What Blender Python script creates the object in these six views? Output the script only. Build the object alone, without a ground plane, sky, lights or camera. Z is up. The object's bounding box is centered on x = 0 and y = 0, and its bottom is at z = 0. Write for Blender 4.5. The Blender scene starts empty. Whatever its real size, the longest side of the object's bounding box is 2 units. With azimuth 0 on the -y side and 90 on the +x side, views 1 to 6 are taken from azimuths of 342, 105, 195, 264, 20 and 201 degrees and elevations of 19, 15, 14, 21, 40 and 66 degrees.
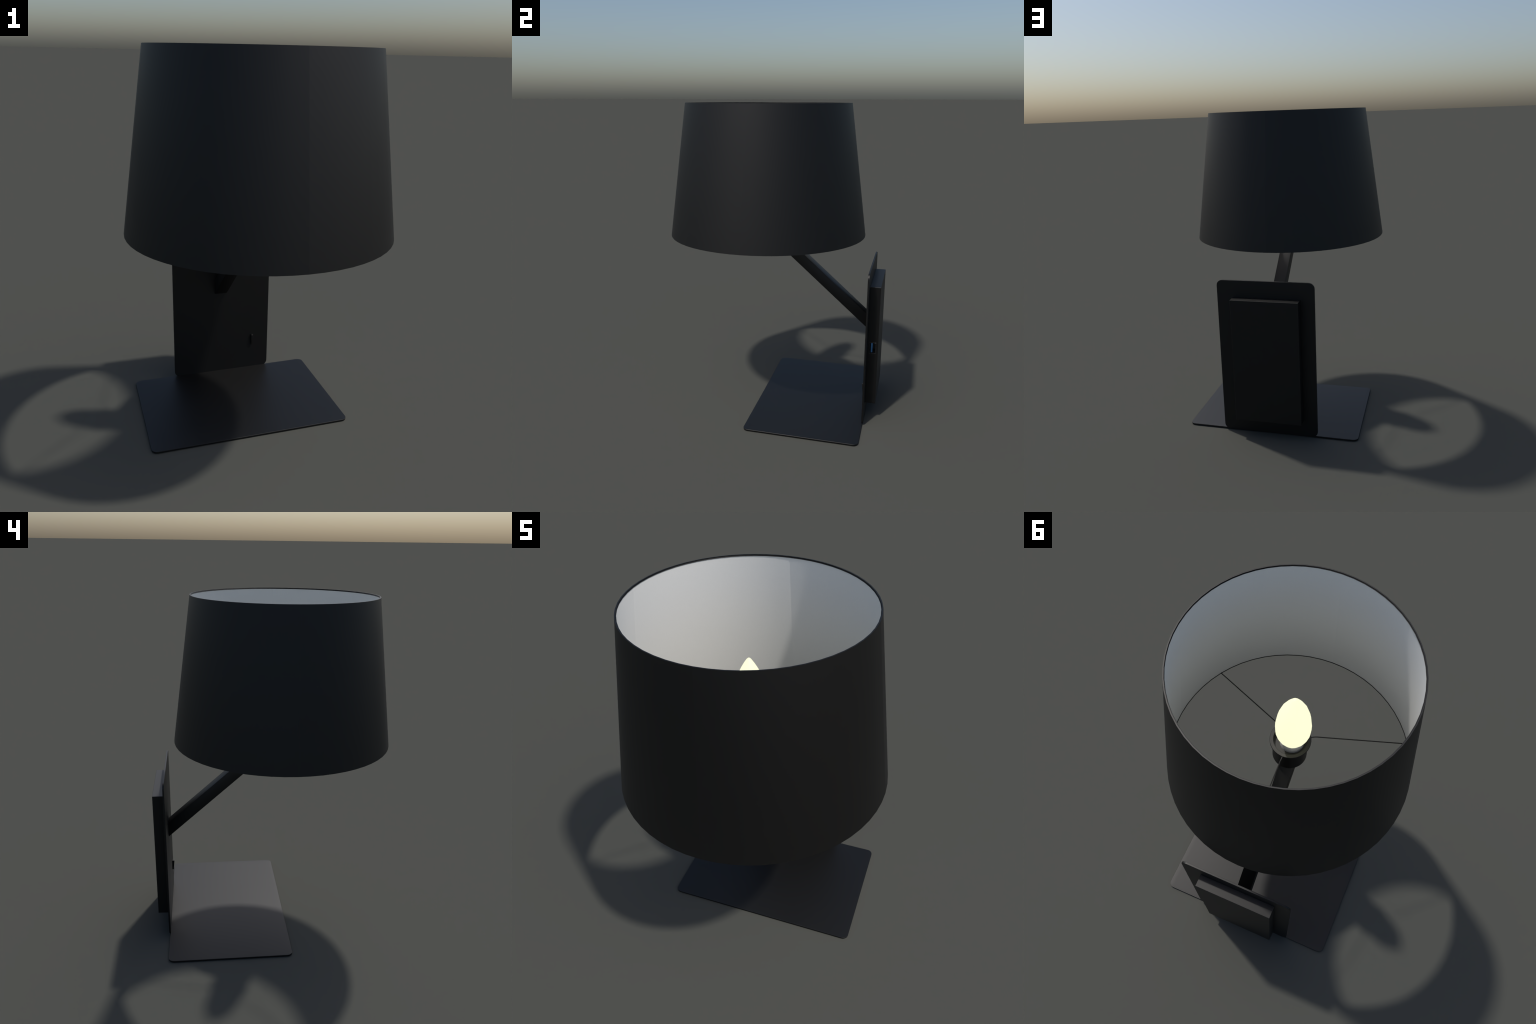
"""Bedside lamp: flat foot, upright plate with a control box behind it, a slanted
square arm, a candle bulb in a flanged socket and a tapered black drum shade."""
import bpy, bmesh, math
from mathutils import Vector

# ------------------------------------------------------------------ sizes (m)
FOOT = dict(x=-0.0045, half_x=0.5535, front=-0.0915, back=0.6330, thick=0.0105, corner=0.032)
PLATE = dict(x=-0.0035, half_x=0.3060, y0=0.6285, y1=0.6380, z0=0.0040, z1=1.0065, corner=0.036)
BOX = dict(x0=-0.2225, x1=0.2000, y0=0.6375, y1=0.7035, z0=0.1110, z1=0.9005)
ARM = dict(x=-0.0105, half=0.0380, low=0.5749, up=0.6683, slope=0.8790)   # heights at y = 0.6
SHADE = dict(x=0.0, y=-0.0650, r_top=0.5250, z_top=2.0, r_bot=0.6382, z_bot=1.1676)
AXIS = (0.0, -0.0650)              # socket
BULB_AXIS = (-0.0095, -0.0662)     # the bulb sits a little askew in it
SEGMENTS = 60
SEAM_TURN = 1.6                    # degrees, extra turn of lining normals for the shading break


# ------------------------------------------------------------------ materials
def material(name, colour, rough, grain=0.0, grain_scale=300.0, bump=0.0, emit=None,
             metallic=0.0, specular=0.5, sheen=0.0):
    m = bpy.data.materials.new(name)
    m.use_nodes = True
    nt = m.node_tree
    b = nt.nodes["Principled BSDF"]
    b.inputs["Base Color"].default_value = (*colour, 1)
    b.inputs["Roughness"].default_value = rough
    b.inputs["Metallic"].default_value = metallic
    b.inputs["Specular IOR Level"].default_value = specular
    b.inputs["Sheen Weight"].default_value = sheen
    if emit:
        b.inputs["Emission Color"].default_value = (*emit[0], 1)
        b.inputs["Emission Strength"].default_value = emit[1]
    if grain or bump:
        co = nt.nodes.new("ShaderNodeTexCoord")
        no = nt.nodes.new("ShaderNodeTexNoise")
        no.inputs["Scale"].default_value = grain_scale
        no.inputs["Detail"].default_value = 2.0
        nt.links.new(co.outputs["Object"], no.inputs["Vector"])
        if grain:
            ramp = nt.nodes.new("ShaderNodeValToRGB")
            ramp.color_ramp.elements[0].position = 0.3
            ramp.color_ramp.elements[1].position = 0.7
            ramp.color_ramp.elements[0].color = (*[c * (1 - grain) for c in colour], 1)
            ramp.color_ramp.elements[1].color = (*[min(1, c * (1 + grain)) for c in colour], 1)
            nt.links.new(no.outputs["Fac"], ramp.inputs["Fac"])
            nt.links.new(ramp.outputs["Color"], b.inputs["Base Color"])
        if bump:
            bu = nt.nodes.new("ShaderNodeBump")
            bu.inputs["Strength"].default_value = bump
            bu.inputs["Distance"].default_value = 0.0005
            nt.links.new(no.outputs["Fac"], bu.inputs["Height"])
            nt.links.new(bu.outputs["Normal"], b.inputs["Normal"])
    return m


BLACK_METAL = material("black_powder_coat", (0.0012, 0.0012, 0.0011), 0.5, grain=0.06, grain_scale=260, specular=0.47)
SHADE_CLOTH = material("black_shade_cloth", (0.0022, 0.0019, 0.0016), 0.5, grain=0.08, grain_scale=420)  # base tinted warmer to match the sun's highlight on the shade
LINING = material("white_shade_lining", (0.76, 0.76, 0.75), 0.6, grain=0.015, grain_scale=200)
WIRE = material("black_wire", (0.0012, 0.0012, 0.0012), 0.5, grain=0.05)
SOCKET = material("black_bakelite", (0.0012, 0.0012, 0.0012), 0.5, grain=0.05)
CAP = material("pale_bulb_cap", (0.55, 0.55, 0.55), 0.35, grain=0.02)
BULB = material("glowing_bulb_glass", (0.12, 0.12, 0.09), 0.5, grain=0.01, emit=((1.0, 1.0, 0.68), 0.98))
PORT_BLACK = material("black_port_plastic", (0.004, 0.004, 0.004), 0.5, grain=0.05)
PORT_RIM = material("grey_port_metal", (0.03, 0.03, 0.03), 0.3, grain=0.05, metallic=0.3)
PORT_GREY = material("dark_grey_port_plastic", (0.012, 0.012, 0.013), 0.5, grain=0.05)
PORT_BLUE = material("blue_port_plastic", (0.045, 0.165, 0.34), 0.5, grain=0.05)


# ------------------------------------------------------------------ helpers
lamp = bpy.data.objects.new("table_lamp", None)
bpy.context.scene.collection.objects.link(lamp)
lamp["label"] = "black bedside table lamp with drum shade on slanted arm"
lamp["category"] = "table lamp"


def finish(name, bm, mat, parent=lamp, smooth=True, sharp=None):
    bmesh.ops.recalc_face_normals(bm, faces=bm.faces)
    me = bpy.data.meshes.new(name)
    bm.to_mesh(me)
    bm.free()
    me.materials.append(mat)
    for p in me.polygons:
        p.use_smooth = smooth
    if smooth and sharp is not None:
        me.set_sharp_from_angle(angle=math.radians(sharp))
    ob = bpy.data.objects.new(name, me)
    bpy.context.scene.collection.objects.link(ob)
    ob.parent = parent
    return ob


def rounded_outline(w, h, r, steps=8):
    """Corner-rounded rectangle of half sizes w, h, counter-clockwise."""
    pts = []
    for cx, cy, a0 in ((w - r, h - r, 0), (r - w, h - r, 90), (r - w, r - h, 180), (w - r, r - h, 270)):
        for i in range(steps + 1):
            a = math.radians(a0 + 90 * i / steps)
            pts.append((cx + r * math.cos(a), cy + r * math.sin(a)))
    return pts


def sheet(name, half_a, half_b, thick, corner, place, chamfer=0.0008, strip=0.022, crown=0.0):
    """Rounded sheet with chamfered edges; place(a, b, t) puts it in space.
    Its upper face falls off by `crown` over a border strip."""
    bm = bmesh.new()
    rings = []
    rows = [(chamfer, 0.0), (0.0, chamfer), (0.0, thick - crown - chamfer), (chamfer, thick - crown), (strip, thick)]
    for inset, t in rows:
        o = rounded_outline(half_a - inset, half_b - inset, max(corner - inset, 0.004))
        rings.append([bm.verts.new(place(a, b, t)) for a, b in o])
    n = len(rings[0])
    for lo, hi in zip(rings, rings[1:]):
        for i in range(n):
            j = (i + 1) % n
            bm.faces.new((lo[i], lo[j], hi[j], hi[i]))
    bm.faces.new(rings[0])
    bm.faces.new(rings[-1])
    return finish(name, bm, BLACK_METAL, smooth=True, sharp=20)


def block(bm, x0, x1, y0, y1, z0, z1):
    v = [bm.verts.new((x, y, z)) for x in (x0, x1) for y in (y0, y1) for z in (z0, z1)]
    for f in ((0, 1, 3, 2), (4, 5, 7, 6), (0, 1, 5, 4), (2, 3, 7, 6), (0, 2, 6, 4), (1, 3, 7, 5)):
        bm.faces.new([v[i] for i in f])
    return v


def soften(bm, width, segments=2):
    bmesh.ops.recalc_face_normals(bm, faces=bm.faces)
    bmesh.ops.bevel(bm, geom=list(bm.edges), offset=width, segments=segments, affect="EDGES", profile=0.5)


def lathe(bm, profile, cx, cy, steps, panels=1, closed=False):
    """Turn a list of (radius, z). With several panels the wall is built from
    separate arcs, whose border vertices coincide (unshared normals there give a step in shading)."""
    per = steps // panels
    for k in range(panels):
        count = per if panels == 1 else per + 1
        rows = []
        for r, z in profile:
            if r < 1e-6:
                rows.append([bm.verts.new((cx, cy, z))] * count)
            else:
                rows.append([bm.verts.new((cx + r * math.cos(2 * math.pi * (k * per + i) / steps),
                                           cy + r * math.sin(2 * math.pi * (k * per + i) / steps), z))
                             for i in range(count)])
        pairs = list(zip(rows, rows[1:])) + ([(rows[-1], rows[0])] if closed else [])
        for lo, hi in pairs:
            for i in range(per):
                j = (i + 1) % count if panels == 1 else i + 1
                f = []
                for v in (lo[i], lo[j], hi[j], hi[i]):
                    if v not in f:
                        f.append(v)
                if len(f) > 2:
                    bm.faces.new(f)


def tube(bm, path, radius, sides=8, loop=False):
    pts = [Vector(p) for p in path]
    n = len(pts)
    rings = []
    for i, p in enumerate(pts):
        a = pts[(i - 1) % n] if loop or i else pts[i]
        b = pts[(i + 1) % n] if loop or i < n - 1 else pts[i]
        t = (b - a).normalized()
        s = t.cross(Vector((0, 0, 1))).normalized()
        u = s.cross(t)
        rings.append([bm.verts.new(p + radius * (math.cos(2 * math.pi * k / sides) * s +
                                                 math.sin(2 * math.pi * k / sides) * u)) for k in range(sides)])
    for i in range(n if loop else n - 1):
        lo, hi = rings[i], rings[(i + 1) % n]
        for k in range(sides):
            bm.faces.new((lo[k], lo[(k + 1) % sides], hi[(k + 1) % sides], hi[k]))
    if not loop:
        bm.faces.new(rings[0])
        bm.faces.new(rings[-1])


# ------------------------------------------------------------------ foot and upright
foot_y = (FOOT["front"] + FOOT["back"]) / 2
sheet("base_plate", FOOT["half_x"], (FOOT["back"] - FOOT["front"]) / 2, FOOT["thick"], FOOT["corner"],
      lambda a, b, t: (FOOT["x"] + a, foot_y + b, t), crown=0.0007)
plate_z = (PLATE["z0"] + PLATE["z1"]) / 2
sheet("upright_plate", PLATE["half_x"], (PLATE["z1"] - PLATE["z0"]) / 2, PLATE["y1"] - PLATE["y0"], PLATE["corner"],
      lambda a, b, t: (PLATE["x"] + a, PLATE["y1"] - t, plate_z + b))

# ------------------------------------------------------------------ control box with port
PORT = dict(y0=0.6495, y1=0.6900, z0=0.4600, z1=0.5340)
bm = bmesh.new()
block(bm, BOX["x0"], BOX["x1"], BOX["y0"], BOX["y1"], BOX["z0"], BOX["z1"])
soften(bm, 0.0011, 1)
box = finish("control_box", bm, BLACK_METAL, smooth=False)
rim = 0.0025
bm = bmesh.new()
block(bm, BOX["x1"] - 0.080, BOX["x1"] + 0.02, PORT["y0"] + rim, PORT["y1"] - rim, PORT["z0"] + rim, PORT["z1"] - rim)
cutter = finish("port_cutter", bm, BLACK_METAL)
mod = box.modifiers.new("port_recess", "BOOLEAN")
mod.object = cutter
mod.operation = "DIFFERENCE"
mod.solver = "EXACT"
deps = bpy.context.evaluated_depsgraph_get()
cut = bpy.data.meshes.new_from_object(box.evaluated_get(deps))
box.modifiers.clear()
box.data = cut
bpy.data.objects.remove(cutter)

# rim: a rectangular frame standing a little proud, lining the recess
bm = bmesh.new()
loops = []
for d, x in ((0.0, -0.004), (0.0, 0.0014), (0.0006, 0.0020), (rim - 0.0003, 0.0020), (rim + 0.0004, 0.0012), (rim + 0.0004, -0.075)):
    loops.append([bm.verts.new((BOX["x1"] + x, y, z)) for y, z in
                  ((PORT["y0"] + d, PORT["z0"] + d), (PORT["y1"] - d, PORT["z0"] + d),
                   (PORT["y1"] - d, PORT["z1"] - d), (PORT["y0"] + d, PORT["z1"] - d))])
for lo, hi in zip(loops, loops[1:]):
    for i in range(4):
        bm.faces.new((lo[i], lo[(i + 1) % 4], hi[(i + 1) % 4], hi[i]))
port = finish("charging_port", bm, PORT_RIM, box, smooth=False)
bm = bmesh.new()
block(bm, BOX["x1"] - 0.079, BOX["x1"] - 0.060, PORT["y0"] + rim, PORT["y1"] - rim, PORT["z0"] + rim, PORT["z1"] - rim)
finish("port_back", bm, PORT_BLACK, box, smooth=False)
bm = bmesh.new()
block(bm, BOX["x1"] - 0.062, BOX["x1"] - 0.001, PORT["y0"] + 0.0085, PORT["y0"] + 0.0195, PORT["z0"] + 0.0070, PORT["z1"] - 0.0045)
soften(bm, 0.0015)
finish("port_tongue", bm, PORT_BLUE, box, sharp=50)
bm = bmesh.new()
block(bm, BOX["x1"] - 0.062, BOX["x1"] - 0.030, PORT["y0"] + 0.0215, PORT["y1"] - 0.0060, PORT["z0"] + 0.0230, PORT["z1"] - 0.0050)
finish("port_insert", bm, PORT_GREY, box, smooth=False)

# ------------------------------------------------------------------ rocker switch (sticks out further at its top)
bm = bmesh.new()
sx0, sx1, sz0, sz1 = 0.1885, 0.2020, 0.1740, 0.2430
side = [(0.6300, sz0), (0.6300, sz1), (0.6130, sz1), (0.6205, sz0)]
lo = [bm.verts.new((sx0, y, z)) for y, z in side]
hi = [bm.verts.new((sx1, y, z)) for y, z in side]
bm.faces.new(lo)
bm.faces.new(hi)
for i in range(4):
    bm.faces.new((lo[i], lo[(i + 1) % 4], hi[(i + 1) % 4], hi[i]))
soften(bm, 0.0010)
finish("rocker_switch", bm, BLACK_METAL, sharp=50)

# ------------------------------------------------------------------ arm: square bar, mitred upright at the plate and level under the socket
y_root, z_end = PLATE["y0"] + 0.002, 1.2085
low = lambda y: ARM["low"] + ARM["slope"] * (0.6 - y)
up = lambda y: ARM["up"] + ARM["slope"] * (0.6 - y)
y_low_end = 0.6 - (z_end - ARM["low"]) / ARM["slope"]
y_up_end = 0.6 - (z_end - ARM["up"]) / ARM["slope"]
side = [(y_root, low(y_root)), (y_root, up(y_root)), (y_up_end, z_end), (y_low_end, z_end)]
bm = bmesh.new()
lo = [bm.verts.new((ARM["x"] - ARM["half"], y, z)) for y, z in side]
hi = [bm.verts.new((ARM["x"] + ARM["half"], y, z)) for y, z in side]
bm.faces.new(lo)
bm.faces.new(hi)
for i in range(4):
    bm.faces.new((lo[i], lo[(i + 1) % 4], hi[(i + 1) % 4], hi[i]))
soften(bm, 0.0012)
finish("arm", bm, BLACK_METAL, sharp=50)

# ------------------------------------------------------------------ socket cup with flange, bulb cap, bulb
bm = bmesh.new()
lathe(bm, [(0.0, 1.2060), (0.0865, 1.2060), (0.0888, 1.2085), (0.0888, 1.3540), (0.1020, 1.3540), (0.1035, 1.3560),
           (0.1035, 1.3630), (0.1025, 1.3645), (0.0865, 1.3645), (0.0850, 1.3630), (0.0850, 1.3540), (0.0815, 1.3540),
           (0.0815, 1.3370), (0.0, 1.3370)], *AXIS, 48)
socket = finish("lamp_socket", bm, SOCKET, sharp=40)
bm = bmesh.new()
lathe(bm, [(0.0, 1.3360), (0.0600, 1.3360), (0.0615, 1.3375), (0.0600, 1.3560), (0.0540, 1.3760), (0.0, 1.3760)], *BULB_AXIS, 32)
bulb_profile = [(0.0, 1.3700), (0.0510, 1.3700), (0.0617, 1.3938), (0.0758, 1.4245), (0.0846, 1.4552), (0.0872, 1.4859),
                (0.0865, 1.5242), (0.0821, 1.5626), (0.0750, 1.6010), (0.0647, 1.6394), (0.0517, 1.6700), (0.0366, 1.7007),
                (0.0239, 1.7238), (0.0118, 1.7430), (0.0060, 1.7495), (0.0, 1.7518)]
cap = bm
bm = bmesh.new()
lathe(bm, bulb_profile, *BULB_AXIS, 20)
bulb = finish("light_bulb", bm, BULB, sharp=70)
finish("bulb_cap", cap, CAP, bulb, sharp=40)

# ------------------------------------------------------------------ lampshade: cloth shell, white lining, wire frame
S = SHADE
slope = (S["r_bot"] - S["r_top"]) / (S["z_top"] - S["z_bot"])
wall = lambda z, inset: S["r_top"] + slope * (S["z_top"] - z) - inset
zt, zb, thick = S["z_top"], S["z_bot"], 0.0050
bm = bmesh.new()
lathe(bm, [(wall(zb, 0.0), zb), (wall(zt, 0.0), zt), (wall(zt, thick), zt), (wall(zb, thick), zb)],
      S["x"], S["y"], SEGMENTS, panels=4, closed=True)
shade = finish("lampshade", bm, SHADE_CLOTH, sharp=40)
bm = bmesh.new()
zl = zt - 0.0080
lathe(bm, [(wall(zb, thick - 0.0005), zb + 0.0020), (wall(zl, thick - 0.0005), zl), (wall(zl, thick + 0.0010), zl), (wall(zb, thick + 0.0010), zb + 0.0020)],
      S["x"], S["y"], SEGMENTS, panels=4, closed=True)
lining = finish("shade_lining", bm, LINING, shade, sharp=40)
# normals bent near each quarter seam to draw a light-dark step; wall stays round
normals = []
for corner in lining.data.corner_normals:
    normals.append(Vector(corner.vector))
quarter = 2 * math.pi / 4
for poly in lining.data.polygons:
    mid = sum((lining.data.vertices[v].co for v in poly.vertices), Vector()) / len(poly.vertices)
    panel = ((math.atan2(mid.y - S["y"], mid.x - S["x"])) // quarter + 0.5) * quarter
    for li in poly.loop_indices:
        co = lining.data.vertices[lining.data.loops[li].vertex_index].co
        off = math.atan2(co.y - S["y"], co.x - S["x"]) - panel
        off = (off + math.pi) % (2 * math.pi) - math.pi                 # -45 to 45 degrees inside the panel
        turn = math.radians(-SEAM_TURN) * math.copysign(math.exp(-(quarter / 2 - abs(off)) / math.radians(9)), off)
        c, s_ = math.cos(turn), math.sin(turn)
        n = normals[li]
        normals[li] = Vector((c * n.x - s_ * n.y, s_ * n.x + c * n.y, n.z))
lining.data.normals_split_custom_set(normals)


def ring(name, r, z, wire):
    bm = bmesh.new()
    tube(bm, [(S["x"] + r * math.cos(2 * math.pi * i / SEGMENTS), S["y"] + r * math.sin(2 * math.pi * i / SEGMENTS), z)
              for i in range(SEGMENTS)], wire, loop=True)
    return finish(name, bm, WIRE, shade)


ring("wire_ring", wall(zt, thick + 0.0012), zt - 0.0050, 0.0016)
ring("wire_ring", wall(zb, thick + 0.0022), zb + 0.0028, 0.0026)
RING_R, RING_Z = wall(zb, thick + 0.0022), zb + 0.0028
for angle in (90, 210, 330):
    c, s = math.cos(math.radians(angle)), math.sin(math.radians(angle))
    bm = bmesh.new()
    tube(bm, [(AXIS[0] + 0.0900 * c, AXIS[1] + 0.0900 * s, 1.3600), (AXIS[0] + 0.1250 * c, AXIS[1] + 0.1250 * s, 1.3600),
              (AXIS[0] + 0.1315 * c, AXIS[1] + 0.1315 * s, 1.3580), (S["x"] + RING_R * c, S["y"] + RING_R * s, RING_Z)], 0.0030)
    finish("spoke", bm, WIRE, shade, sharp=60)
